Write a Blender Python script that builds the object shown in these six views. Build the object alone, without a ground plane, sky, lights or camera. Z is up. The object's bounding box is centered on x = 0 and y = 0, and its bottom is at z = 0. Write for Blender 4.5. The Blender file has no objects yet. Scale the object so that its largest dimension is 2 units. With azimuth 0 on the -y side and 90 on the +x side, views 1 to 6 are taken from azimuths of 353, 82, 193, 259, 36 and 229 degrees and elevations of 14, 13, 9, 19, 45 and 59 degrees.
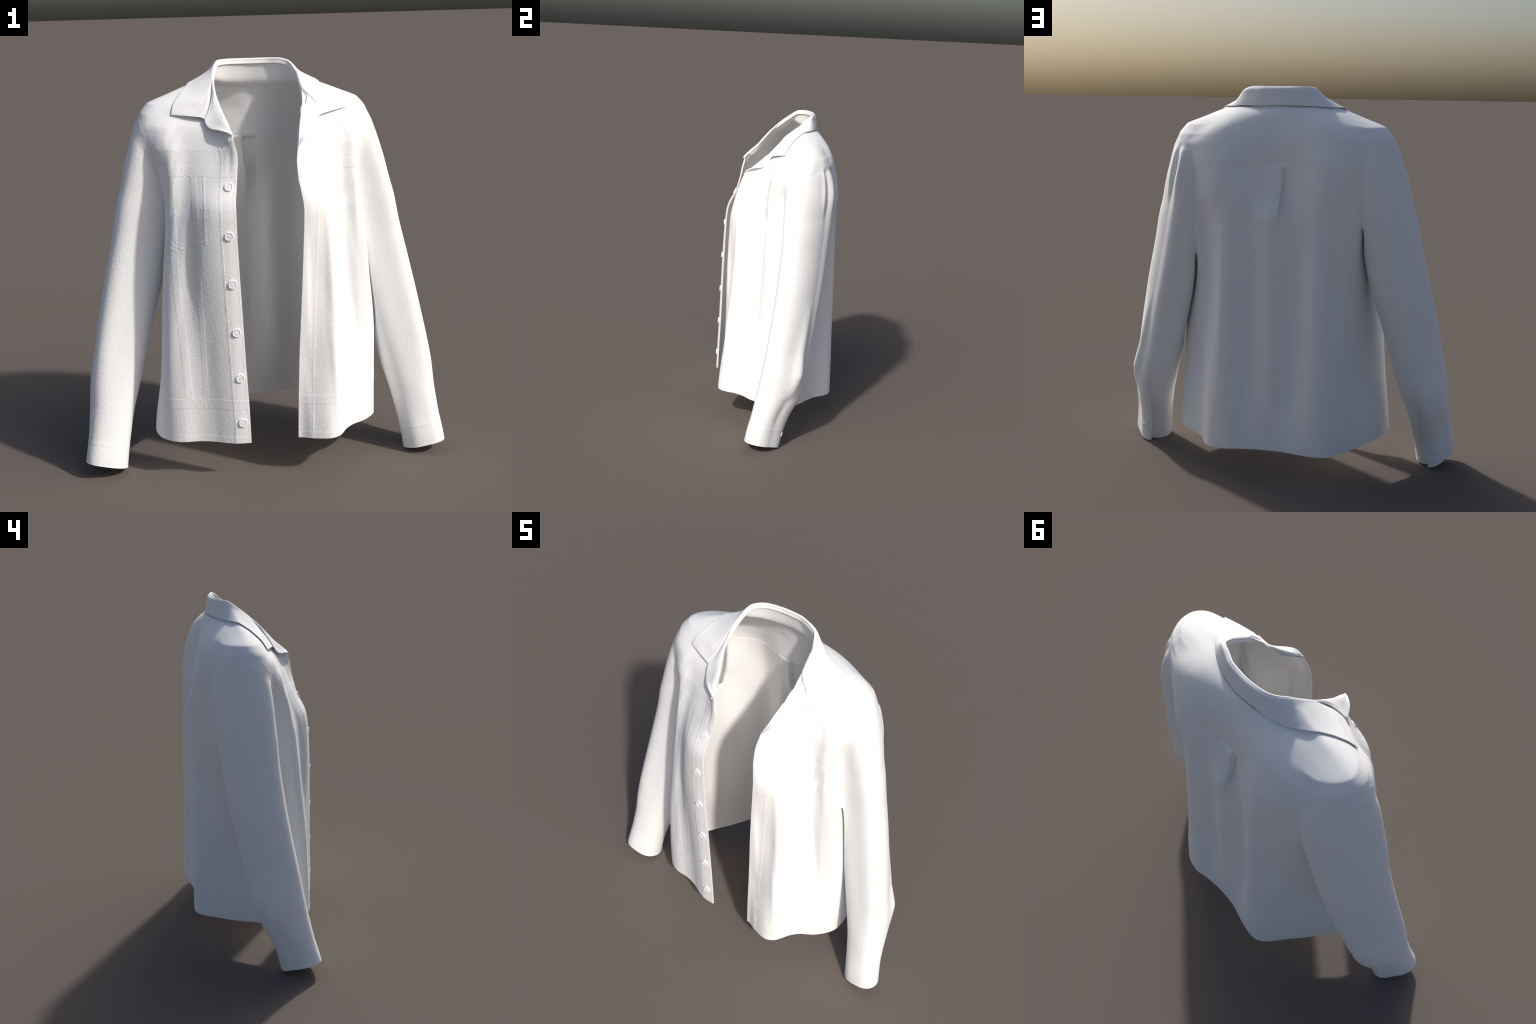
"""White button-front jacket: a worn-shape shell (body and sleeves blended from
horizontal cross-sections), cut open along its front, neck, hem and cuffs,
with a rolled neckband, a collar leaf, plackets, pocket and turned buttons."""
import bpy, math
import numpy as np
from mathutils import Vector, Matrix

CELL = 0.007            # sampling of the cloth surface
CLOTH = 0.009           # cloth thickness

# ------------------------------------------------------------------ helpers
def catmull(P, n, closed=False):
    """Centripetal-free Catmull-Rom resample of control points P to n points."""
    P = np.asarray(P, float)
    m = len(P)
    if closed:
        Q = np.vstack([P[-1], P, P[0], P[1]])
        segs = m
    else:
        Q = np.vstack([2 * P[0] - P[1], P, 2 * P[-1] - P[-2]])
        segs = m - 1
    t = np.linspace(0, segs, n, endpoint=not closed)
    i = np.minimum(t.astype(int), segs - 1)
    f = (t - i)[:, None]
    a, b, c, d = Q[i], Q[i + 1], Q[i + 2], Q[i + 3]
    return 0.5 * (2 * b + (c - a) * f + (2 * a - 5 * b + 4 * c - d) * f ** 2 + (3 * b - a - 3 * c + d) * f ** 3)

def pchip(x, y, q):
    """Monotone cubic interpolation along axis 0 of y."""
    x = np.asarray(x, float); y = np.asarray(y, float); q = np.asarray(q, float)
    h = np.diff(x); hs = h.reshape((-1,) + (1,) * (y.ndim - 1))
    d = np.diff(y, axis=0) / hs
    m = np.zeros_like(y)
    w1 = 2 * hs[1:] + hs[:-1]; w2 = hs[1:] + 2 * hs[:-1]
    same = d[:-1] * d[1:] > 0
    with np.errstate(divide="ignore", invalid="ignore"):
        hm = (w1 + w2) / (w1 / d[:-1] + w2 / d[1:])
    m[1:-1] = np.where(same, hm, 0)
    m[0], m[-1] = d[0], d[-1]
    q = np.clip(q, x[0], x[-1])
    i = np.clip(np.searchsorted(x, q) - 1, 0, len(x) - 2)
    shp = (-1,) + (1,) * (y.ndim - 1)
    t = ((q - x[i]) / h[i]).reshape(shp); hh = h[i].reshape(shp)
    return ((1 + 2 * t) * (1 - t) ** 2 * y[i] + t * (1 - t) ** 2 * hh * m[i]
            + t * t * (3 - 2 * t) * y[i + 1] + t * t * (t - 1) * hh * m[i + 1])

def sstep(a, b, v):
    t = np.clip((np.asarray(v, float) - a) / (b - a), 0, 1)
    return t * t * (3 - 2 * t)

def bumpf(v, c, w):
    return np.exp(-((v - c) / w) ** 2)

# --------------------------------------------------- body cross-sections
# Each: height -> closed plan outline, from the front middle round the wearer's
# right side (-x), the back, and the left side.
BODY = {
 0.16: [(0, -.36), (-.104, -.356), (-.17, -.353), (-.225, -.335), (-.28, -.31), (-.35, -.292), (-.43, -.288), (-.49, -.262),
        (-.54, -.2), (-.56, -.1), (-.545, 0), (-.5, .08), (-.45, .165), (-.4, .24), (-.345, .33), (-.3, .372), (-.24, .381),
        (-.16, .37), (-.06, .350), (.05, .350), (.15, .364), (.22, .381), (.3, .368), (.345, .33), (.385, .25), (.43, .2),
        (.5, .14), (.555, .08), (.575, -.03), (.56, -.11), (.5, -.185), (.43, -.23), (.385, -.275), (.355, -.325),
        (.33, -.356), (.28, -.377), (.2, -.36), (.13, -.336)],
 0.60: [(0, -.345), (-.118, -.346), (-.18, -.345), (-.24, -.327), (-.3, -.298), (-.36, -.28), (-.42, -.272), (-.482, -.250),
        (-.513, -.192), (-.500, -.1), (-.472, -.008), (-.438, .072), (-.41, .155), (-.362, .235), (-.325, .32), (-.28, .368),
        (-.22, .376), (-.165, .342), (-.11, .311), (-.06, .332), (-.01, .356), (.04, .348), (.09, .319), (.13, .320), (.18, .354), (.23, .369),
        (.275, .362), (.325, .322), (.37, .25), (.42, .17), (.49, .1), (.55, .02), (.575, -.06), (.553, -.1), (.5, -.142), (.43, -.182),
        (.388, -.228), (.356, -.288), (.322, -.340), (.28, -.340), (.2, -.329), (.144, -.33)],
 1.00: [(0, -.338), (-.133, -.339), (-.19, -.338), (-.25, -.323), (-.31, -.294), (-.36, -.25), (-.42, -.235), (-.463, -.212),
        (-.487, -.170), (-.471, -.09), (-.453, -.01), (-.446, .05), (-.430, .106), (-.400, .182), (-.364, .248), (-.307, .303), (-.268, .361),
        (-.22, .373), (-.165, .339), (-.11, .304), (-.06, .326), (-.01, .354), (.04, .345), (.085, .319), (.12, .320), (.17, .346), (.22, .362),
        (.265, .352), (.310, .296), (.360, .230), (.417, .190), (.459, .117), (.5, .03), (.537, -.035), (.532, -.112), (.474, -.142), (.41, -.143),
        (.37, -.213), (.342, -.272), (.312, -.309), (.27, -.307), (.21, -.318), (.165, -.336)],
 1.33: [(0, -.33), (-.141, -.322), (-.2, -.314), (-.26, -.295), (-.31, -.260), (-.35, -.223), (-.385, -.201), (-.42, -.188),
        (-.448, -.163), (-.459, -.112), (-.458, -.02), (-.454, .07), (-.443, .150), (-.423, .232), (-.376, .289), (-.315, .327),
        (-.25, .358), (-.2, .357), (-.15, .337), (-.1, .318), (-.05, .330), (0, .351), (.05, .345), (.1, .327), (.15, .333), (.21, .353), (.26, .347),
        (.318, .308), (.376, .253), (.438, .238), (.459, .160), (.464, .07), (.482, -.02), (.499, -.088), (.466, -.134), (.415, -.126), (.37, -.166),
        (.34, -.229), (.31, -.270), (.275, -.300), (.23, -.319), (.178, -.328)],
 1.45: [(0, -.28), (-.126, -.27), (-.2, -.256), (-.27, -.228), (-.32, -.200), (-.36, -.176), (-.39, -.168), (-.42, -.163),
        (-.443, -.14), (-.465, -.08), (-.482, -.01), (-.475, .08), (-.45, .17), (-.42, .235), (-.38, .288), (-.32, .335),
        (-.25, .360), (-.17, .344), (-.1, .318), (-.04, .311), (0, .319), (.05, .315), (.1, .317), (.17, .341), (.25, .350), (.32, .335), (.385, .290),
        (.435, .24), (.465, .17), (.477, .08), (.485, -.02), (.485, -.085), (.458, -.128), (.4, -.130), (.36, -.166), (.32, -.204),
        (.28, -.234), (.22, -.268), (.163, -.301)],
 1.60: [(0, -.24), (-.12, -.238), (-.15, -.224), (-.2, -.192), (-.28, -.160), (-.34, -.136), (-.38, -.127), (-.42, -.124), (-.46, -.105),
        (-.505, -.065), (-.525, 0), (-.52, .08), (-.49, .18), (-.45, .245), (-.39, .292), (-.32, .330), (-.24, .344),
        (-.12, .308), (0, .293), (.12, .308), (.24, .336), (.32, .325), (.39, .292), (.45, .245), (.49, .18), (.52, .08),
        (.525, 0), (.505, -.065), (.46, -.108), (.42, -.112), (.38, -.122), (.34, -.138), (.28, -.162), (.22, -.197), (.185, -.236), (.166, -.249)],
 1.69: [(0, -.205), (-.142, -.213), (-.158, -.182), (-.2, -.15), (-.25, -.125), (-.33, -.1), (-.39, -.085), (-.44, -.078), (-.5, -.05), (-.54, -.01),
        (-.56, .05), (-.560, .12), (-.533, .195), (-.47, .24), (-.4, .278), (-.32, .312), (-.22, .322), (-.1, .299), (0, .291),
        (.1, .300), (.22, .318), (.32, .307), (.4, .278), (.47, .24), (.533, .195), (.560, .12), (.56, .05), (.54, -.01),
        (.5, -.05), (.44, -.078), (.39, -.085), (.33, -.1), (.25, -.125), (.2, -.15), (.15, -.18)],
 1.75: [(0, -.13), (-.16, -.115), (-.25, -.078), (-.33, -.058), (-.41, -.042), (-.48, -.02), (-.53, .01), (-.556, .06), (-.551, .128),
        (-.510, .192), (-.44, .23), (-.35, .282), (-.24, .304), (-.1, .292), (0, .281), (.1, .292), (.24, .299), (.35, .277),
        (.44, .23), (.510, .192), (.551, .128), (.556, .06), (.53, .01), (.48, -.02), (.41, -.042), (.33, -.058), (.25, -.078), (.16, -.115)],
 1.80: [(0, -.1), (-.15, -.082), (-.3, -.04), (-.4, -.008), (-.47, .025), (-.508, .06), (-.516, .102), (-.478, .162), (-.4, .215),
        (-.3, .263), (-.2, .284), (0, .270), (.2, .278), (.3, .261), (.4, .205), (.478, .162), (.516, .102), (.508, .06), (.47, .025),
        (.4, -.008), (.3, -.04), (.15, -.082)],
 1.85: [(0, -.04), (-.2, -.015), (-.3, .02), (-.37, .05), (-.405, .09), (-.37, .145), (-.3, .2), (-.2, .246), (0, .254),
        (.2, .242), (.3, .199), (.37, .142), (.405, .09), (.37, .05), (.3, .02), (.2, -.015)],
 1.89: [(0, .02), (-.2, .045), (-.27, .075), (-.305, .1), (-.27, .14), (-.18, .2), (0, .232), (.18, .198), (.27, .14), (.305, .1),
        (.27, .075), (.2, .045)],
 1.94: [(0, .06), (-.15, .085), (-.21, .105), (-.15, .145), (0, .19), (.15, .145), (.21, .105), (.15, .085)],
}
NT = 1440
TH = np.arange(NT) / NT * 2 * np.pi
ZT = np.arange(0.0, 1.9401, 0.004)
def body_centre(z):
    return np.interp(z, [1.3, 1.6, 1.75, 1.85, 1.94], [0, .03, .07, .09, .11])

def polar(loop, cx, cy):
    D = catmull(loop, 1600, True) - (cx, cy)
    a = np.mod(np.arctan2(D[:, 1], D[:, 0]), 2 * np.pi)
    r = np.hypot(D[:, 0], D[:, 1])
    o = np.argsort(a)
    return np.interp(TH, a[o], r[o], period=2 * np.pi)

def body_table():
    zs = sorted(BODY)
    R = np.array([polar(BODY[z], 0, body_centre(z)) for z in zs])
    zz = np.array([0.0] + zs); R = np.vstack([R[:1], R])
    T = pchip(zz, R, ZT)
    return T

# --------------------------------------------------------- sleeve sections
# height: outer x, inner x, front y, back y (wearer's right, mirrored for left)
SLEEVE = {
 -.06: (.930, .715, -.280, -.085), 0.00: (.924, .712, -.266, -.062), 0.10: (.910, .700, -.245, -.038), 0.20: (.894, .682, -.217, .000),
 0.30: (.884, .660, -.195, .056), 0.45: (.872, .616, -.165, .124), 0.60: (.845, .576, -.138, .153), 0.80: (.806, .520, -.104, .190),
 1.00: (.763, .462, -.076, .226), 1.20: (.717, .418, -.056, .251), 1.32: (.694, .390, -.050, .266), 1.40: (.672, .375, -.045, .275), 1.50: (.648, .365, -.040, .279),
 1.60: (.619, .360, -.030, .270), 1.66: (.599, .370, -.012, .255), 1.70: (.576, .380, .010, .230), 1.74: (.520, .390, .040, .190),
 1.77: (.46, .40, .08, .14),
}
ZS = np.arange(-.06, 1.7701, 0.004)
def sleeve_table(side):
    zs = np.array(sorted(SLEEVE)); S = pchip(zs, np.array([SLEEVE[z] for z in zs]), ZS)
    cx = (S[:, 0] + S[:, 1]) / 2; cy = (S[:, 2] + S[:, 3]) / 2
    a = (S[:, 0] - S[:, 1]) / 2; b = (S[:, 3] - S[:, 2]) / 2
    c, s = np.cos(TH)[None], np.sin(TH)[None]
    Z = ZS[:, None]
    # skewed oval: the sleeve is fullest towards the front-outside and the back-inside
    k = -np.interp(ZS, [0, .15, .35, .6, 1.4, 1.7], [.35, .35, .28, .5, .52, .35])[:, None] * (.08 + .92 * sstep(-.75, .5, c))
    u, w = c / a[:, None], s / b[:, None]
    T = np.sqrt((1 - k * k) / (u * u - 2 * k * u * w + w * w))
    out = np.mod(TH, 2 * np.pi)
    # angle measured from outward (0) through the back (90 deg)
    ang = np.degrees(out)[None]
    # slit lip at the back of the lower sleeve
    at = 92 + 13 * sstep(.5, .05, Z)
    lip = sstep(at + 14, at - 8, ang) * sstep(at - 65, at - 15, ang)
    T = T + .008 * lip * sstep(.56, .36, Z)
    if side < 0:
        T = T + .008 * bumpf(ang, 45, 22) * np.clip(1 - np.abs(Z - .46) / .2, 0, 1)
    if side > 0:
        T = T + .027 * bumpf(ang, 42, 22) * np.clip(1 - np.abs(Z - .47) / np.where(Z > .47, .45, .16), 0, 1)      # kinked elbow fold
        T = T - .006 * bumpf(ang, 30, 20) * bumpf(Z, .25, .10)
        T = T + .012 * bumpf(ang, 84, 8) * bumpf(Z, 1.56, .13) - .014 * bumpf(ang, 66, 8) * bumpf(Z, 1.58, .12) + .008 * bumpf(ang, 48, 8) * bumpf(Z, 1.57, .12)
    return cx, cy, T

def lookup(T, z0, dz, th, z):
    """Bilinear lookup with derivatives in angle and height."""
    nz = T.shape[0]
    fz = np.clip((z - z0) / dz, 0, nz - 1.001); iz = fz.astype(np.int32); fz = fz - iz
    ft = th * (NT / (2 * np.pi)); it = ft.astype(np.int32); ft = ft - it; it %= NT; jt = (it + 1) % NT
    a, b = T[iz, it], T[iz, jt]; c, d = T[iz + 1, it], T[iz + 1, jt]
    lo = a + (b - a) * ft; hi = c + (d - c) * ft
    return lo + (hi - lo) * fz

def smooth_rows(T, k):
    for _ in range(k):
        T = np.vstack([T[:1], (T[:-2] + 2 * T[1:-1] + T[2:]) / 4, T[-1:]])
    return T

BT = body_table()
SLV = {s: sleeve_table(s) for s in (-1, 1)}
def grads(T, dz):
    gt = (np.roll(T, -1, 1) - np.roll(T, 1, 1)) / (2 * 2 * np.pi / NT)
    gz = np.gradient(T, dz, axis=0)
    k = np.clip(np.abs(gz), 0, 4)
    return np.sqrt(1 + np.clip(gt / T, -3, 3) ** 2 + k ** 2)
BG = grads(smooth_rows(BT, 4), .004)
SG = {s: grads(smooth_rows(SLV[s][2], 4), .004) for s in (-1, 1)}

def f_body(x, y, z):
    yc = body_centre(z)
    dx, dy = x, y - yc
    th = np.mod(np.arctan2(dy, dx), 2 * np.pi)
    rho = np.hypot(dx, dy)
    f = (rho - lookup(BT, 0, .004, th, z)) / lookup(BG, 0, .004, th, z)
    return np.maximum(f, z - 1.94)

def f_sleeve(x, y, z, s):
    cx, cy, T = SLV[s]
    q = np.interp(z, ZS, cx); w = np.interp(z, ZS, cy)
    dx, dy = s * x - q, y - w
    th = np.mod(np.arctan2(dy, dx), 2 * np.pi)
    rho = np.hypot(dx, dy)
    f = (rho - lookup(T, -.06, .004, th, z)) / lookup(SG[s], -.06, .004, th, z)
    return np.maximum(np.maximum(f, z - 1.77), -.058 - z)

def f_arm(x, y, z):
    m = x < 0
    if m.all():
        return f_sleeve(x, y, z, -1)
    if not m.any():
        return f_sleeve(x, y, z, 1)
    b = np.empty(x.shape)
    b[m] = f_sleeve(x[m], y[m], z[m], -1); b[~m] = f_sleeve(x[~m], y[~m], z[~m], 1)
    return b

def field(x, y, z):
    a = f_body(x, y, z)
    b = f_arm(x, y, z)
    split = np.where(x > 0, 1.13, 1.10 + .20 * sstep(.06, .16, y))
    b = np.maximum(b, np.clip(.013 - (z - split) * 1.3, -.1, .013) - a)      # below the armpit the sleeve keeps its own wall
    k = np.interp(z, [1.3, 1.40, 1.6, 1.72], [.004, .012, .045, .06])
    k = k + (np.minimum(k, .010) - k) * sstep(.10, .18, y) * sstep(1.76, 1.70, z)
    h = np.clip(k - np.abs(a - b), 0, None) / k
    return np.minimum(a, b) - h * h * k * .25

# --------------------------------------------------- surface nets meshing
def surface_nets():
    gx = np.arange(-1.0, 1.0001, CELL); gy = np.arange(-.45, .46, CELL); gz = np.arange(-.08, 1.97, CELL)
    F = np.empty((len(gx), len(gy), len(gz)), np.float32)
    Y, Z = np.meshgrid(gy, gz, indexing="ij")
    for i0 in range(0, len(gx), 16):
        xs = gx[i0:i0 + 16]
        X = np.broadcast_to(xs[:, None, None], (len(xs),) + Y.shape)
        F[i0:i0 + 16] = field(X, np.broadcast_to(Y, X.shape), np.broadcast_to(Z, X.shape))
    S = F < 0
    c = np.zeros(tuple(n - 1 for n in F.shape), np.int8)
    for a in (0, 1):
        for b in (0, 1):
            for d in (0, 1):
                c += S[a:a + c.shape[0], b:b + c.shape[1], d:d + c.shape[2]]
    cells = np.argwhere((c > 0) & (c < 8))
    idx = -np.ones(c.shape, np.int32); idx[tuple(cells.T)] = np.arange(len(cells))
    V = (cells + .5) * CELL + (gx[0], gy[0], gz[0])
    # average of edge crossings
    acc = np.zeros((len(cells), 3)); cnt = np.zeros(len(cells))
    for ax in range(3):
        o = [k for k in range(3) if k != ax]
        for p in (0, 1):
            for q in (0, 1):
                A = cells.copy(); A[:, o[0]] += p; A[:, o[1]] += q
                Bc = A.copy(); Bc[:, ax] += 1
                fa, fb = F[tuple(A.T)], F[tuple(Bc.T)]
                hit = (fa < 0) != (fb < 0)
                t = np.where(hit, fa / np.where(hit, fa - fb, 1), 0)
                P = A.astype(float); P[:, ax] += t
                acc += P * hit[:, None]; cnt += hit
    V = acc / cnt[:, None] * CELL + (gx[0], gy[0], gz[0])
    quads = []
    for ax in range(3):
        o = [(ax + 1) % 3, (ax + 2) % 3]
        lo = [slice(None)] * 3; hi = [slice(None)] * 3
        lo[ax] = slice(0, -1); hi[ax] = slice(1, None)
        ch = S[tuple(lo)] != S[tuple(hi)]
        E = np.argwhere(ch)
        E = E[(E[:, o[0]] > 0) & (E[:, o[1]] > 0) & (E[:, o[0]] < F.shape[o[0]] - 1) & (E[:, o[1]] < F.shape[o[1]] - 1)]
        ins = S[tuple(E.T)]
        q = []
        for du, dv in ((-1, -1), (0, -1), (0, 0), (-1, 0)):
            Cc = E.copy(); Cc[:, o[0]] += du; Cc[:, o[1]] += dv
            q.append(idx[tuple(Cc.T)])
        q = np.stack(q, 1)
        q[~ins] = q[~ins][:, ::-1]
        quads.append(q)
    Q = np.vstack(quads)
    V = project(V, 4)
    return V, Q

def gradient(V, e=.0025):
    x, y, z = V.T
    g = np.stack([field(x + e, y, z) - field(x - e, y, z), field(x, y + e, z) - field(x, y - e, z), field(x, y, z + e) - field(x, y, z - e)], 1) / (2 * e)
    return g

def project(V, n):
    for _ in range(n):
        g = gradient(V); f = field(*V.T)
        step = -f[:, None] * g / np.maximum((g ** 2).sum(1), .15)[:, None]
        L = np.linalg.norm(step, axis=1, keepdims=True)
        V = V + step * np.minimum(1, .004 / np.maximum(L, 1e-9)) * .9
    return V

def relax(V, Q, n, lam=.5):
    """Gentle tangential-plus-normal smoothing of the quad net."""
    E = np.vstack([Q[:, [0, 1]], Q[:, [1, 2]], Q[:, [2, 3]], Q[:, [3, 0]]])
    E = np.unique(np.sort(E, 1), axis=0)
    deg = np.bincount(E.ravel(), minlength=len(V))[:, None]
    for _ in range(n):
        A = np.stack([np.bincount(E[:, 0], V[E[:, 1], k], len(V)) + np.bincount(E[:, 1], V[E[:, 0], k], len(V)) for k in range(3)], 1)
        V = V + lam * (A / np.maximum(deg, 1) - V)
    return V

# --------------------------------------------------------- cutting lines
def table(pts):
    z, x = np.array(sorted(pts)).T
    return lambda q: np.interp(q, z, x)
def smooth_table(pts):
    z, x = np.array(sorted(pts)).T
    return lambda q: pchip(z, x, np.asarray(q, float).ravel()).reshape(np.shape(q))
EDGE_R = smooth_table([(0, -.10), (.19, -.104), (.33, -.107), (.6, -.118), (.85, -.127), (1.1, -.136), (1.224, -.139), (1.343, -.139),
                       (1.454, -.126), (1.57, -.116), (1.62, -.126), (1.671, -.138), (1.74, -.16), (1.95, -.2)])
EDGE_L = smooth_table([(0, .128), (.189, .131), (.33, .134), (.61, .144), (.882, .158), (1.146, .171), (1.275, .177), (1.33, .178), (1.4, .169),
                       (1.47, .158), (1.53, .156), (1.6, .166), (1.64, .178), (1.68, .188), (1.72, .2), (1.95, .23)])

ROLL = [(-.137, -.222, 1.671), (-.153, -.177, 1.714), (-.169, -.127, 1.757), (-.184, -.085, 1.803), (-.196, -.04, 1.85),
        (-.2, .015, 1.9), (-.19, .075, 1.948), (-.163, .14, 1.989), (-.1, .185, 1.992), (0, .2, 1.991), (.075, .197, 1.991),
        (.135, .178, 1.991), (.195, .15, 1.975), (.222, .09, 1.925), (.229, .035, 1.885), (.227, -.01, 1.843), (.222, -.045, 1.802), (.213, -.08, 1.761),
        (.2, -.11, 1.72), (.188, -.14, 1.68), (.178, -.194, 1.64), (.168, -.246, 1.602)]

def poly_sdf(P, poly):
    """Signed distance to a closed plan polygon (negative inside)."""
    x, y = P[:, 0], P[:, 1]
    d = np.full(len(P), 1e9); ins = np.zeros(len(P), bool)
    for (ax, ay), (bx, by) in zip(poly, np.roll(poly, -1, 0)):
        ex, ey = bx - ax, by - ay
        t = np.clip(((x - ax) * ex + (y - ay) * ey) / (ex * ex + ey * ey + 1e-12), 0, 1)
        d = np.minimum(d, np.hypot(x - ax - t * ex, y - ay - t * ey))
        cr = ((ay > y) != (by > y)) & (x < (bx - ax) * (y - ay) / (by - ay + 1e-12) + ax)
        ins ^= cr
    return np.where(ins, -d, d)

ROLL_C = catmull(ROLL, 90)
def s_neck(V):
    s = poly_sdf(V, ROLL_C[:, :2]) - .030 * sstep(-.17, -.0, V[:, 1])
    return np.where(V[:, 2] > np.where(V[:, 0] < 0, 1.66, 1.592), s, .5)
def hem_height(V):
    back = sstep(-.2, .25, V[:, 1])
    return .188 - .03 * back
def s_hem(V):
    s = V[:, 2] - hem_height(V)
    return np.where(np.abs(V[:, 0]) - .06 - np.where(V[:, 2] < .45, .0, 1) < .575, s, 1.0) if False else s
def s_cuff(V):
    """Height above the tilted cuff rim."""
    x = np.abs(V[:, 0]); right = V[:, 0] < 0
    rim = np.where(right, .038 + .25 * (x - .80) - .27 * (V[:, 1] + .15), .024 + .20 * (x - .80) - .22 * (V[:, 1] + .15))
    return V[:, 2] - np.maximum(rim, .001)

# ---------------------------------------------------------- mesh slicing
def slice_mesh(V, T, s, snap=.0006, ok=None):
    """Split triangles along s = 0 (new vertices on the crossing edges)."""
    s = np.where(np.abs(s) < snap, 0, s)
    sg = np.sign(s).astype(np.int8)
    E3 = T[:, [0, 1, 1, 2, 2, 0]].reshape(-1, 3, 2)
    cut = sg[E3[:, :, 0]] * sg[E3[:, :, 1]] < 0
    if ok is not None:
        cut &= ok[E3[:, :, 0]] & ok[E3[:, :, 1]]
    cross = cut.any(1)
    keep = T[~cross]; C = T[cross]
    if not len(C):
        return V, T
    E = np.vstack([C[:, [0, 1]], C[:, [1, 2]], C[:, [2, 0]]])
    ec = np.concatenate([cut[cross, k] for k in range(3)])
    key = np.sort(E, 1)
    uq, inv = np.unique(key[ec], axis=0, return_inverse=True)
    inv = inv.ravel()
    a, b = s[uq[:, 0]], s[uq[:, 1]]
    t = (a / (a - b))[:, None]
    NV = V[uq[:, 0]] * (1 - t) + V[uq[:, 1]] * t
    eid = -np.ones(len(E), int); eid[ec] = inv + len(V)
    m = eid.reshape(3, -1).T           # new vertex on edges 01, 12, 20
    out = [keep]
    n = (m >= 0).sum(1)
    for r in range(3):
        i, j, k = r, (r + 1) % 3, (r + 2) % 3
        one = (n == 1) & (m[:, i] >= 0)            # crossing on edge ij through vertex k
        A, M = C[one], m[one]
        out += [np.stack([A[:, i], M[:, i], A[:, k]], 1), np.stack([M[:, i], A[:, j], A[:, k]], 1)]
        two = (n == 2) & (m[:, i] >= 0) & (m[:, k] >= 0)   # vertex i cut off
        A, M = C[two], m[two]
        out += [np.stack([A[:, i], M[:, i], M[:, k]], 1), np.stack([M[:, i], A[:, j], A[:, k]], 1), np.stack([M[:, i], A[:, k], M[:, k]], 1)]
    return np.vstack([V, NV]), np.vstack(out)

def compact(V, T):
    u, inv = np.unique(T, return_inverse=True)
    return V[u], inv.reshape(-1, 3)

def tri_val(s, T):
    return s[T].mean(1)

# --------------------------------------------------------------- materials
def cloth_material(name, grain=1.0, tone=(.97, .97, .97)):
    m = bpy.data.materials.new(name); m.use_nodes = True
    nt = m.node_tree; N = nt.nodes; L = nt.links
    b = N["Principled BSDF"]
    b.inputs["Roughness"].default_value = .75
    b.inputs["Specular IOR Level"].default_value = .25
    tc = N.new("ShaderNodeTexCoord")
    mp = N.new("ShaderNodeMapping"); mp.inputs["Scale"].default_value = (1, 1, .8)
    L.new(tc.outputs["Object"], mp.inputs["Vector"])
    big = N.new("ShaderNodeTexNoise"); big.inputs["Scale"].default_value = 9; big.inputs["Detail"].default_value = 3
    L.new(tc.outputs["Object"], big.inputs["Vector"])
    cr = N.new("ShaderNodeValToRGB")
    cr.color_ramp.elements[0].position = .35; cr.color_ramp.elements[1].position = .65
    cr.color_ramp.elements[0].color = tuple(c * .985 for c in tone) + (1,)
    cr.color_ramp.elements[1].color = tuple(tone) + (1,)
    L.new(big.outputs["Fac"], cr.inputs["Fac"]); L.new(cr.outputs["Color"], b.inputs["Base Color"])
    n1 = N.new("ShaderNodeTexNoise"); n1.inputs["Scale"].default_value = 120; n1.inputs["Detail"].default_value = 3; n1.inputs["Roughness"].default_value = .5
    L.new(mp.outputs["Vector"], n1.inputs["Vector"])
    bp = N.new("ShaderNodeBump"); bp.inputs["Strength"].default_value = .28 * grain; bp.inputs["Distance"].default_value = .006
    L.new(n1.outputs["Fac"], bp.inputs["Height"]); L.new(bp.outputs["Normal"], b.inputs["Normal"])
    return m

# ------------------------------------------------------------------ build
def make_object(name, V, F, mat, parent, smooth=True, normals=None):
    me = bpy.data.meshes.new(name)
    me.from_pydata(np.asarray(V).tolist(), [], [list(map(int, f)) for f in F])
    me.materials.append(mat)
    me.polygons.foreach_set("use_smooth", [smooth] * len(me.polygons))
    me.update()
    o = bpy.data.objects.new(name, me)
    bpy.context.scene.collection.objects.link(o)
    o.parent = parent
    return o

def slice_where(V, T, f, where):
    return slice_mesh(V, T, f(V), ok=where(V))

def line(pts):
    """x of a vertical seam as a smooth function of height."""
    g = smooth_table([(z, x) for x, z in pts])
    return lambda V: g(V[:, 2])

POCKET_SIDE = line([(-.420, 1.13), (-.417, 1.314), (-.421, 1.50)])
POCKET_EDGE = line([(-.335, 1.13), (-.337, 1.334), (-.335, 1.50)])
WELT = line([(-.283, 1.15), (-.279, 1.341), (-.271, 1.50)])
DART_A = line([(-.433, 1.16), (-.427, .957), (-.408, .689), (-.392, .38)])
DART_B = line([(-.330, 1.17), (-.322, .933), (-.315, .612), (-.311, .38)])

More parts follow.
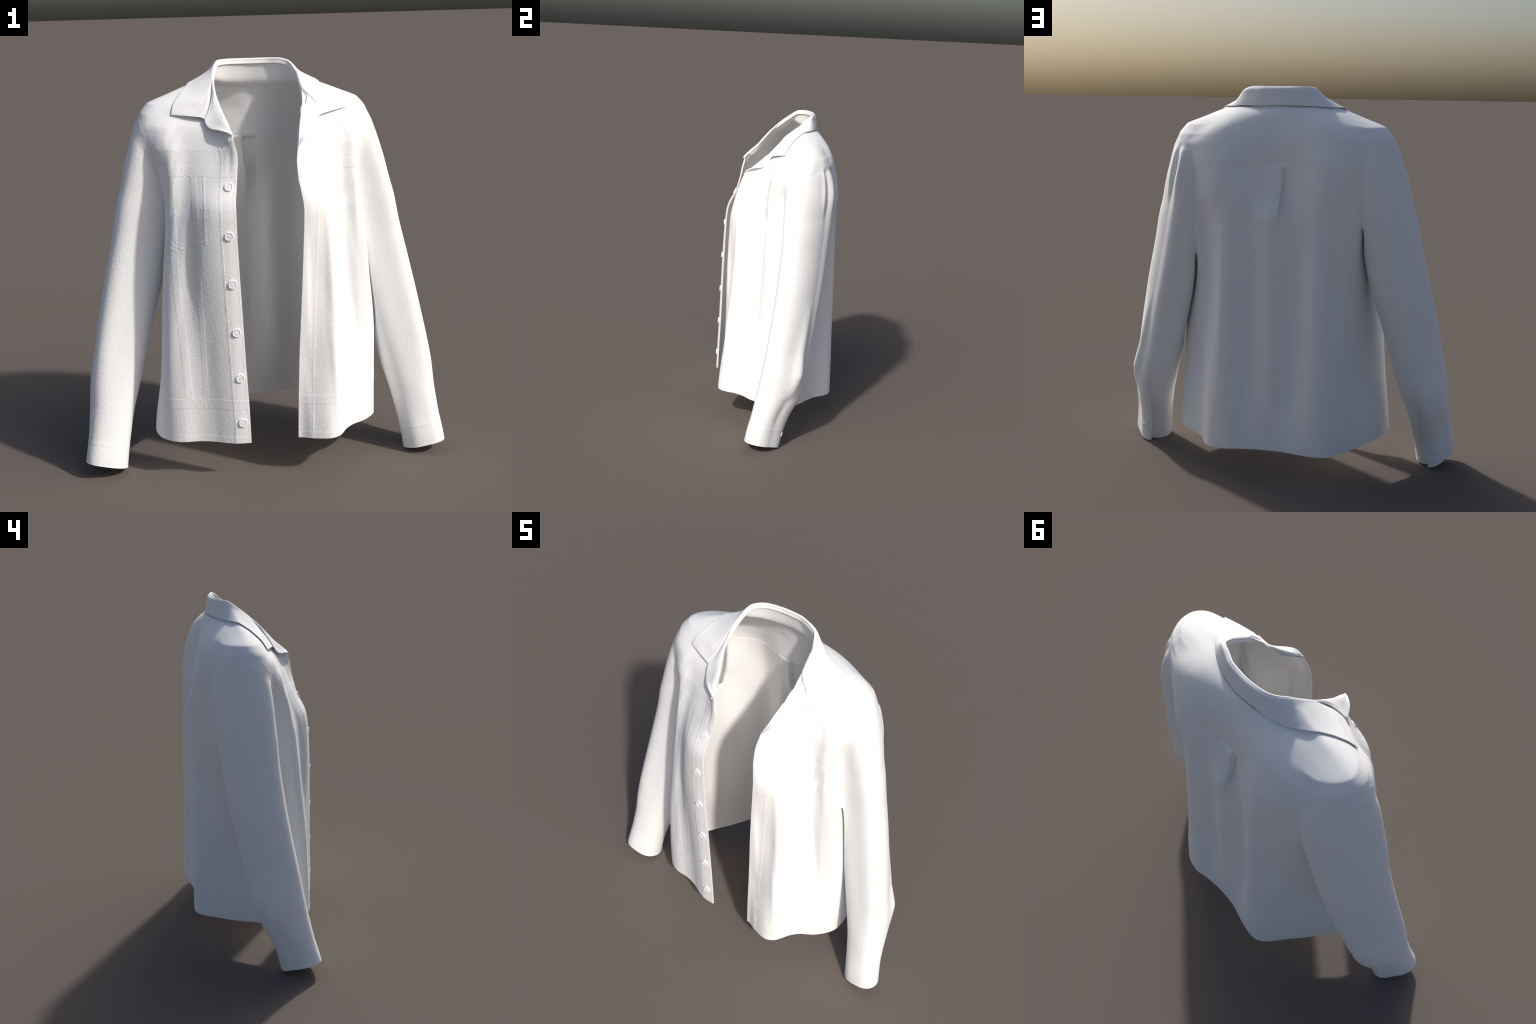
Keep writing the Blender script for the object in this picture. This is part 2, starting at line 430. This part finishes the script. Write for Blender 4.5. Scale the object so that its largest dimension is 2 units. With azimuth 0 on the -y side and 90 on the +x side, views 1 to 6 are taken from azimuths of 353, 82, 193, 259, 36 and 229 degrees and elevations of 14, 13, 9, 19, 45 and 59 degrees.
def relief(V, T, is_sleeve):
    """Raised seams, plackets, bands, pocket and back pleat: cut crisp borders
    into the net, then lift what lies between them."""
    V = np.c_[V, is_sleeve(V)]           # carry the sleeve/body measure along
    is_sleeve = lambda V: V[:, 3]
    body = lambda V: is_sleeve(V) > .004
    front = lambda V: body(V) & (V[:, 1] < -.05)
    back = lambda V: body(V) & (V[:, 1] > .15)
    jobs = []
    def band(f, half, height, where, ramp=.0022):
        """Strip |f| < half lifted by height."""
        jobs.append((f, half, ramp, height * .26, where))
    X = lambda V: V[:, 0]
    aX = lambda V: -np.abs(V[:, 0])
    # plackets and their stitched inner border
    band(lambda V: X(V) - EDGE_R(V[:, 2]) + .036, .036, .0022, lambda V: front(V) & (X(V) < 0) & (V[:, 2] < 1.66))
    band(lambda V: X(V) - EDGE_R(V[:, 2]) + .0745, .0035, .0030, lambda V: front(V) & (X(V) < 0) & (V[:, 2] < 1.66))
    band(lambda V: X(V) - EDGE_R(V[:, 2]) + .008, .0012, .0016, lambda V: front(V) & (X(V) < 0) & (V[:, 2] < 1.5))
    band(lambda V: X(V) - EDGE_L(V[:, 2]) - .033, .033, .0022, lambda V: front(V) & (X(V) > 0) & (V[:, 2] < 1.66))
    band(lambda V: X(V) - EDGE_L(V[:, 2]) - .070, .0030, .0026, lambda V: front(V) & (X(V) > 0) & (V[:, 2] < 1.66))
    # yoke band, hem band, turned-up hem
    band(lambda V: V[:, 2] - 1.501, .0215, .0022, front)
    band(lambda V: V[:, 2] - .385, .0225, .0022, lambda V: body(V) & (V[:, 2] < .6))
    band(lambda V: V[:, 2] - hem_height(V) - .014, .019, .0020, lambda V: body(V) & (V[:, 2] < .4))
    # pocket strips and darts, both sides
    zr = lambda a, b: (lambda V: front(V) & (X(V) < 0) & (V[:, 2] > a) & (V[:, 2] < b))
    vee = lambda V: 1.139 + .5 * np.abs(aX(V) + .393)
    band(lambda V: aX(V) - POCKET_SIDE(V) + .012, .014, .0024, zr(1.165, 1.4795))
    band(lambda V: aX(V) - POCKET_EDGE(V) - .012, .012, .0024, zr(1.165, 1.4795))
    band(lambda V: aX(V) - WELT(V) + .004, .004, .0030, zr(1.17, 1.4795))
    band(lambda V: V[:, 2] - vee(V), .0045, .0022, lambda V: front(V) & (X(V) > -.452) & (X(V) < -.275) & (V[:, 2] > 1.1) & (V[:, 2] < 1.3))
    band(lambda V: V[:, 2] - vee(V) + .018, .0018, .0016, lambda V: front(V) & (X(V) > -.452) & (X(V) < -.335) & (V[:, 2] > 1.1) & (V[:, 2] < 1.3))
    band(lambda V: aX(V) - DART_A(V), .0165, .0024, zr(.4085, 1.155))
    band(lambda V: aX(V) - DART_B(V), .0105, .0024, zr(.4085, 1.160))
    # cuff seam and sleeve seam
    slv = lambda V: is_sleeve(V) < -.004
    band(lambda V: s_cuff(V) - .112, .006, .0018, lambda V: slv(V) & (V[:, 2] < .45))
    # armhole seam over the shoulder
    band(lambda V: np.abs(X(V)) - (.540 + .03 * sstep(1.62, 1.76, V[:, 2]) - .09 * sstep(1.62, 1.45, V[:, 2])), .008, .0018, lambda V: (V[:, 2] > 1.48) & (V[:, 1] < .2))
    # back yoke seam
    band(lambda V: V[:, 2] - 1.607, .003, .0014, lambda V: back(V) & (np.abs(X(V)) < .40))
    for f, half, ramp, h, where in jobs:
        for e in (-half - ramp, -half, half, half + ramp):
            V, T = slice_where(V, T, lambda V: f(V) - e, where)
    # back pleat: strip with a soft near edge and an undercut far edge
    pl = lambda V: back(V) & (np.abs(X(V)) < .12)
    far = lambda V: -.039 + .016 * sstep(1.6, 1.3, V[:, 2])
    for f in (lambda V: V[:, 2] - 1.603, lambda V: V[:, 2] - 1.598, lambda V: X(V) - far(V), lambda V: X(V) - far(V) + .004,
              lambda V: X(V) - .040, lambda V: X(V) - .036):
        V, T = slice_where(V, T, f, pl)
    # overlapping slit edge at the back of each cuff
    def slit(V):
        x, y, z = V[:, 0], V[:, 1], V[:, 2]
        q = np.where(x < 0, np.interp(z, ZS, SLV[-1][0]), np.interp(z, ZS, SLV[1][0])); w = np.interp(z, ZS, SLV[1][1])
        a = np.degrees(np.arctan2(y - w, np.abs(x) - q))
        return np.radians(a - (92 + 13 * sstep(.5, .05, z))) * np.hypot(np.abs(x) - q, y - w)
    low_arm = lambda V: slv(V) & (V[:, 2] < .52) & (V[:, 1] > np.interp(V[:, 2], ZS, SLV[1][1]))
    for e in (0, -.0035):
        V, T = slice_where(V, T, lambda V: slit(V) - e, low_arm)
    D = np.zeros(len(V))
    fs = slit(V)
    D += np.where(low_arm(V), .017 * np.clip(-fs / .0035, 0, 1) * sstep(-.11, -.01, fs) * sstep(.5, .25, V[:, 2]), 0)
    D -= np.where(low_arm(V), .008 * (fs >= 0) * sstep(.04, 0, fs) * sstep(.5, .25, V[:, 2]), 0)
    for f, half, ramp, h, where in jobs:
        D += np.where(where(V), h * np.clip((half + ramp - np.abs(f(V))) / ramp, 0, 1), 0)
    x, y, z = V[:, :3].T
    amp = np.clip((1.603 - z) / .005, 0, 1) * sstep(1.18, 1.44, z)
    strip = np.clip((x - far(V) + .004) / .004, 0, 1) * (.5 * np.clip((.040 - x) / .004, 0, 1) + .5 * np.clip((.04 - x) / .075, 0, 1)) * (x < .0401)
    dip = np.exp(-np.clip(far(V) - x, 0, 1) / .030) * (.55 + .45 * sstep(1.60, 1.48, z)) * (x < far(V) - .0035)
    D += np.where(pl(V), amp * (.016 * strip - .026 * dip), 0)
    V = V[:, :3]
    n = gradient(V); n /= np.maximum(np.linalg.norm(n, axis=1, keepdims=True), 1e-6)
    return V + n * D[:, None], T

REGIONS = ["front_panel", "front_panel", "back_panel", "sleeve", "sleeve", "cuff", "cuff", "placket", "placket", "hem_band", "yoke", "pocket"]

def build_shell(root, cloth, lining, soft):
    V, Q = surface_nets()
    V = relax(V, Q, 3, .5); V = project(V, 1); V = relax(V, Q, 2, .4)
    T = np.vstack([Q[:, [0, 1, 2]], Q[:, [0, 2, 3]]])
    # --- trims
    def is_sleeve(V):
        x, y, z = V.T
        b = f_arm(x, y, z)
        return b - f_body(x, y, z)                       # < 0 on the sleeve
    def trim(V, T, s_of, drop_if):
        V, T = slice_mesh(V, T, s_of(V))
        s = s_of(V)
        bad = drop_if(tri_val(s, T), V[T].mean(1), T, V)
        return compact(V, T[~bad])
    slv = lambda V: is_sleeve(V) < 0
    def s_bottom(V):
        return np.where(slv(V) & (np.abs(V[:, 0]) > .56), s_cuff(V), s_hem(V))
    low = lambda V: V[:, 2] < .5
    # hem on the body only, cuff on the sleeves only (they are separate there)
    arm = (is_sleeve(V) < 0)
    s = np.where(arm, s_cuff(V), s_hem(V)); s = np.where(V[:, 2] < .4, s, 1)
    V2, T = slice_mesh(V, T, s)
    arm = (is_sleeve(V2) < 0)
    s = np.where(arm, s_cuff(V2), s_hem(V2)); s = np.where(V2[:, 2] < .4, s, 1)
    V, T = compact(V2, T[tri_val(s, T) > 0])
    front = lambda V: (V[:, 1] < .05) & (np.abs(V[:, 0]) < .4)
    for e in (EDGE_R, EDGE_L):
        V, T = slice_mesh(V, T, np.where(front(V), V[:, 0] - e(V[:, 2]), 1))
    c = V[T].mean(1)
    gap = (c[:, 0] > EDGE_R(c[:, 2])) & (c[:, 0] < EDGE_L(c[:, 2])) & (c[:, 1] < 0)
    V, T = compact(V, T[~gap])
    V, T = slice_mesh(V, T, s_neck(V))
    s = s_neck(V)
    V, T = compact(V, T[tri_val(s, T) > 0])
    # keep the two main pieces only (drop scraps)
    # --- seam lines: slice so that region borders are crisp
    def seam(f, where):
        nonlocal V, T
        V, T = slice_where(V, T, f, where)
    arm_s = lambda V: np.where(V[:, 2] > 1.0, is_sleeve(V), 1)
    V, T = slice_mesh(V, T, is_sleeve(V))
    body = lambda V: is_sleeve(V) > 0
    fr = lambda V: body(V) & (V[:, 1] < .02)
    seam(lambda V: V[:, 0] - EDGE_R(V[:, 2]) + .075, fr)
    seam(lambda V: V[:, 0] - EDGE_L(V[:, 2]) - .075, fr)
    seam(lambda V: V[:, 2] - hem_height(V) - .14, body)
    seam(lambda V: V[:, 1] - .03, lambda V: body(V) & (V[:, 2] < 1.5))
    seam(lambda V: V[:, 2] - 1.603, lambda V: body(V) & (V[:, 1] > .1))
    seam(lambda V: s_cuff(V) - .115, lambda V: ~body(V) & (V[:, 2] < .5))
    V, T = relief(V, T, is_sleeve)
    c = V[T].mean(1); x, y, z = c.T
    armf = is_sleeve(c) < 0
    lab = np.where(x < 0, 0, 1)
    lab = np.where(y > .03, 2, lab)
    pl = (y < .02) & (z < 1.75)
    lab = np.where(pl & (x > EDGE_R(z) - .075) & (x < 0), 7, lab)
    lab = np.where(pl & (x < EDGE_L(z) + .075) & (x > 0), 8, lab)
    lab = np.where(z < hem_height(c) + .14, np.where((lab == 7) | (lab == 8), lab, 9), lab)
    lab = np.where((lab == 0) & (x > -.452) & (x < -.272) & (z < 1.478) & (z > 1.139 + .5 * np.abs(x + .393)), 11, lab)
    lab = np.where((y > .03) & (z > 1.603), 10, lab)
    lab = np.where(armf, np.where(x < 0, 3, 4), lab)
    lab = np.where(armf & (s_cuff(c) < .115), np.where(x < 0, 5, 6), lab)
    # --- mesh, thickness
    me = bpy.data.meshes.new("shell")
    me.from_pydata(V.tolist(), [], T.tolist())
    me.polygons.foreach_set("material_index", lab.astype(np.int32))
    for i in range(12):
        me.materials.append(cloth)
    tmp = bpy.data.objects.new("shell", me); bpy.context.scene.collection.objects.link(tmp)
    so = tmp.modifiers.new("thickness", "SOLIDIFY"); so.thickness = CLOTH; so.offset = -1; so.use_even_offset = False
    dg = bpy.context.evaluated_depsgraph_get()
    ev = tmp.evaluated_get(dg); m2 = bpy.data.meshes.new_from_object(ev)
    bpy.data.objects.remove(tmp)
    m2.polygons.foreach_set("use_smooth", [True] * len(m2.polygons))
    m2.set_sharp_from_angle(angle=math.radians(50))
    nv, nf = len(m2.vertices), len(m2.polygons)
    co = np.empty(nv * 3); m2.vertices.foreach_get("co", co); co = co.reshape(-1, 3)
    mi = np.empty(nf, np.int32); m2.polygons.foreach_get("material_index", mi)
    ls = np.empty(nf, np.int32); m2.polygons.foreach_get("loop_start", ls)
    lt = np.empty(nf, np.int32); m2.polygons.foreach_get("loop_total", lt)
    lv = np.empty(len(m2.loops), np.int32); m2.loops.foreach_get("vertex_index", lv)
    cn = np.empty(len(m2.loops) * 3, np.float32); m2.corner_normals.foreach_get("vector", cn); cn = cn.reshape(-1, 3)
    inner = np.zeros(nf, int); inner[len(T):2 * len(T)] = 1      # solidify appends the inner skin
    objs = []
    for r, name in enumerate(REGIONS):
        fs = np.where(mi == r)[0]
        if not len(fs):
            continue
        n_l = lt[fs]; first = np.cumsum(n_l) - n_l
        loops = np.repeat(ls[fs] - first, n_l) + np.arange(n_l.sum())
        u, inv = np.unique(lv[loops], return_inverse=True)
        me2 = bpy.data.meshes.new(name)
        me2.vertices.add(len(u)); me2.vertices.foreach_set("co", co[u].ravel())
        me2.loops.add(len(loops)); me2.loops.foreach_set("vertex_index", inv.ravel().astype(np.int32))
        me2.polygons.add(len(fs)); me2.polygons.foreach_set("loop_start", first.astype(np.int32))
        me2.polygons.foreach_set("use_smooth", np.ones(len(fs), bool))
        me2.update(calc_edges=True)
        me2.materials.append(soft if name in ("back_panel", "yoke") else cloth)
        o = bpy.data.objects.new(name, me2); bpy.context.scene.collection.objects.link(o); o.parent = root
        o.data.materials.append(lining)
        o.data.polygons.foreach_set("material_index", inner[fs].astype(np.int32))
        o.data.normals_split_custom_set(cn[loops].tolist())
        objs.append(o)
    bpy.data.meshes.remove(m2)
    return objs

# ------------------------------------------------------------------ collar
def top_of_body(x, y):
    """Height of the shell's upper surface above a plan point."""
    zs = np.arange(1.94, 1.4, -.002)
    f = field(np.full_like(zs, x), np.full_like(zs, y), zs)
    i = np.argmax(f < 0)
    return zs[i] if f[i] < 0 else 1.6

def loft(rows, closed=False):
    rows = np.asarray(rows); n, m, _ = rows.shape
    V = rows.reshape(-1, 3); F = []
    for i in range(n - 1):
        for j in range(m - 1):
            F.append((i * m + j, i * m + j + 1, (i + 1) * m + j + 1, (i + 1) * m + j))
    return V, F

def thick(o, t, offset, bevel=.002):
    s = o.modifiers.new("thickness", "SOLIDIFY"); s.thickness = t; s.offset = offset
    b = o.modifiers.new("edge", "BEVEL"); b.width = bevel; b.segments = 2; b.limit_method = "ANGLE"; b.angle_limit = math.radians(50)

FALL = [(2.6, (-.408, -.052, 1.756)), (3, (-.4, -.028, 1.783)), (4, (-.372, .012, 1.82)), (5, (-.332, .065, 1.858)), (6, (-.285, .122, 1.888)),
        (7, (-.222, .182, 1.907)), (8, (-.127, .218, 1.912)), (9, (0, .234, 1.911)), (10, (.1, .226, 1.911)), (11, (.182, .199, 1.91)), (12, (.24, .165, 1.902)),
        (13, (.29, .12, 1.888)), (14, (.325, .08, 1.868)), (15, (.355, .045, 1.845)), (16, (.39, .01, 1.815)), (17, (.425, -.02, 1.785)), (17.5, (.445, -.041, 1.764))]
SEAM = [(2.6, (-.253, -.105, 1.738)), (3, (-.25, -.092, 1.77)), (4, (-.234, -.045, 1.836)), (5, (-.222, .015, 1.897))]
TAB = [(0, (-.138, -.224, 1.664)), (.3, (-.152, -.218, 1.674)), (.7, (-.178, -.203, 1.683)), (1.1, (-.201, -.187, 1.688)), (1.5, (-.223, -.163, 1.690)),
       (1.9, (-.241, -.138, 1.700)), (2.2, (-.25, -.122, 1.716)), (2.6, (-.253, -.110, 1.735))]

TAB_L = [(0, (.168, -.25, 1.596)), (.4, (.185, -.241, 1.618)), (.9, (.205, -.222, 1.636)), (1.3, (.228, -.190, 1.646)), (1.7, (.254, -.150, 1.656)),
         (2.0, (.274, -.123, 1.676)), (2.3, (.285, -.106, 1.704)), (2.6, (.294, -.098, 1.727))]

def build_collar(root, cloth):
    key = np.arange(len(ROLL))
    roll = lambda t: np.array([pchip(key, np.array(ROLL)[:, k], np.atleast_1d(t)) for k in range(3)]).T
    fk = np.array([a for a, _ in FALL]); fv = np.array([p for _, p in FALL])
    fall = lambda t: pchip(fk, fv, np.atleast_1d(t))
    cen = np.array([0.0, .05])
    def outward(p):
        d = np.r_[p[:2] - cen, 0]; return d / np.linalg.norm(d)
    # leaf: from just inside the roll, over it, down to the fall edge
    rows = []
    NL = ("R", 2.6), ("L", 17.5)
    ts = np.r_[np.linspace(2.6, 8, 50), np.linspace(8, 17.5, 70)[1:]]
    for t in ts:
        C = roll(t)[0]; E = fall(t)[0]; o = outward(C)
        # distance of the leaf seam from the roll: wraps inside at the back
        wR = sstep(5.6, 2.6, t); wL = sstep(14.2, 17.5, t); w = max(float(wR), float(wL))
        N = np.array([-.253, -.105, 1.738]) if t < 9 else np.array([.294, -.096, 1.73])
        inside = C - o * .006 + np.array([0, 0, -.02])
        over = C + np.array([0, 0, .001])
        out1 = C + o * .012 + np.array([0, 0, -.007])
        mid = (C * .45 + E * .55) + o * .004 * (1 - w)
        prof = np.array([inside, over, out1, mid * .5 + (out1 * .5), mid * .6 + E * .4, E])
        start = N if w > .999 else None
        P = catmull(prof, 28)
        if w > 0:
            flat = np.array([N * (1 - q) + E * q for q in np.linspace(0, 1, 28)])
            G = C * (1 - w) + N * w
            flat = np.array([G * (1 - q) + E * q for q in np.linspace(0, 1, 28)]) + np.outer(.003 - .006 * sstep(.12, 0, np.linspace(0, 1, 28)), [0, 0, 1])
            k = float(sstep(0, .5, w))
            P = P * (1 - k) + flat * k
        rows.append(P)
    V, F = loft(rows)
    # drape the leaf: bring its free edge down to just above the shell, evenly
    q = np.tile(np.linspace(0, 1, 28), len(rows))
    Vr = V.reshape(len(rows), 28, 3).copy()
    for _ in range(4):
        E = Vr[:, -1]
        f = field(*E.T); g = gradient(E); g /= np.maximum(np.linalg.norm(g, axis=1, keepdims=True), .3)
        d = g * (.0045 - f)[:, None]
        for _k in range(12):
            d[1:-1] = (d[:-2] + 2 * d[1:-1] + d[2:]) / 4
        Vr = Vr + d[:, None, :] * (np.linspace(0, 1, 28) ** 2)[None, :, None]
    V = Vr.reshape(-1, 3)
    for _ in range(3):
        f = field(*V.T); g = gradient(V); g /= np.maximum(np.linalg.norm(g, axis=1, keepdims=True), .3)
        d = g * (np.clip(.005 - f, 0, .02) * sstep(.15, .4, q))[:, None]
        d = d.reshape(len(rows), 28, 3)
        for _k in range(3):
            d[1:-1] = (d[:-2] + 2 * d[1:-1] + d[2:]) / 4
        V = V + d.reshape(-1, 3)
    leaf = make_object("collar", V, F, cloth, root); thick(leaf, .003, -1, .001)
    # neckband: from the neck seam up to the roll and over to a rounded tab
    rows = []
    tk = np.array([a for a, _ in TAB]); tv = np.array([p for _, p in TAB])
    for side in (0,):
        pass
    ts = np.linspace(0, len(ROLL) - 1, 150)
    mir = lambda p: np.array([-p[0], p[1], p[2]])
    endL = len(ROLL) - 1
    for t in ts:
        C = roll(t)[0]; o = outward(C)
        oA = .022 * float(sstep(-.19, -.0, C[1])); zA = min(top_of_body(C[0] + o[0] * oA, C[1] + o[1] * oA) - .011, C[2] - .004)
        A = np.array([C[0] + o[0] * oA, C[1] + o[1] * oA, zA])
        B = A * .45 + C * .55
        o2 = oA * 2.1; z2 = top_of_body(C[0] + o[0] * o2, C[1] + o[1] * o2) - .0100
        A2 = np.array([C[0] + o[0] * o2, C[1] + o[1] * o2, min(z2, zA - .001)]) if oA > .004 else A - (C - A) * .2
        if t <= 3.0:
            E = pchip(tk, tv, np.array([min(t, 2.6)]))[0]
        elif t >= 16.5:
            # left tab mirrors the right, stretched to the left roll line
            u = min((endL - t) * 2.6 / (endL - 17.5), 2.6)
            E = pchip(np.array([a for a, _ in TAB_L]), np.array([p for _, p in TAB_L]), np.array([u]))[0]
        else:
            E = C + o * .004 + np.array([0, 0, -.006])
        if 3.0 < t < 4.5:
            e0 = tv[-1]; k = float(sstep(3.0, 4.5, t)); E = e0 * (1 - k) + (C + o * .004 + np.array([0, 0, -.006])) * k
        if 15.5 < t < 16.5:
            k = float(sstep(15.5, 16.5, t)); e0 = np.array([.294, -.095, 1.727]); E = (C + o * .004 + np.array([0, 0, -.006])) * (1 - k) + e0 * k
        C2 = C - np.array([0, 0, .002])
        over = C2 * .75 + E * .25 + np.array([0, 0, .004 if t < 9 else .001]) * min(1, np.linalg.norm(E - C2) / .05)
        prof = np.array([A2, A, B, C2, over, C2 * .4 + E * .6, E])
        rows.append(catmull(prof, 31))
    V, F = loft(rows)
    band = make_object("neckband", V, F, cloth, root); thick(band, .006, -1)
    return [leaf, band]

# ------------------------------------------------------------------ buttons
def button_mesh(r):
    prof = [(0, .0048), (.08, .0048), (.12, .0058), (.20, .0057), (.25, .0051), (.40, .0048), (.45, .0052), (.52, .0050), (.58, .0043), (.80, .0034),
            (.86, .0058), (.93, .0062), (1.0, .0046), (1.0, .002), (.96, -.003)]
    n = 40; V = []; F = []
    V.append((0, 0, prof[0][1] * r / .024))
    for a, h in prof[1:]:
        for k in range(n):
            q = 2 * math.pi * k / n
            V.append((a * r * math.cos(q), a * r * math.sin(q), h * r / .024))
    for k in range(n):
        F.append((0, 1 + k, 1 + (k + 1) % n))
    for i in range(len(prof) - 2):
        for k in range(n):
            a = 1 + i * n + k; b = 1 + i * n + (k + 1) % n
            F.append((a, a + n, b + n, b))
    return V, F

BUTTONS = [(-.150, -.191, 1.646), (-.167, -.277, 1.437), (-.178, -.332, 1.215), (-.17, -.343, .986), (-.159, -.353, .75), (-.149, -.359, .522), (-.143, -.366, .295)]
CUFF_BUTTONS = [(-.832, -.03, .100), (.812, -.03, .085)]

def build_buttons(root, mat):
    me = None; out = []
    for i, p in enumerate(BUTTONS + CUFF_BUTTONS):
        q = project(np.array([p]), 12); n = gradient(q)[0]; n /= np.linalg.norm(n)
        if me is None:
            V, F = button_mesh(.0198)
            o = make_object("button", V, F, mat, root); me = o.data
        else:
            o = bpy.data.objects.new("button", me); bpy.context.scene.collection.objects.link(o); o.parent = root
        o.location = Vector(q[0]) + Vector(n) * (.002 if i < len(BUTTONS) else .0155)
        if i >= len(BUTTONS):
            o.scale = (.86, .86, .5)
        o.rotation_euler = Vector(n).to_track_quat("Z", "Y").to_euler()
        out.append(o)
    return out

def main():
    root = bpy.data.objects.new("jacket", None)
    bpy.context.scene.collection.objects.link(root)
    root["label"] = "white open button-front jacket with pointed collar and long sleeves"
    root["category"] = "jacket"
    cloth = cloth_material("white_cloth")
    btn = cloth_material("white_button", grain=0.0, tone=(.97, .97, .97))
    soft = cloth_material("white_soft_cloth", grain=.3)
    lining = cloth_material("white_lining", grain=0.0)
    smooth = cloth_material("white_collar_cloth", grain=.15)
    build_shell(root, cloth, lining, soft)
    build_collar(root, smooth)
    build_buttons(root, btn)

main()
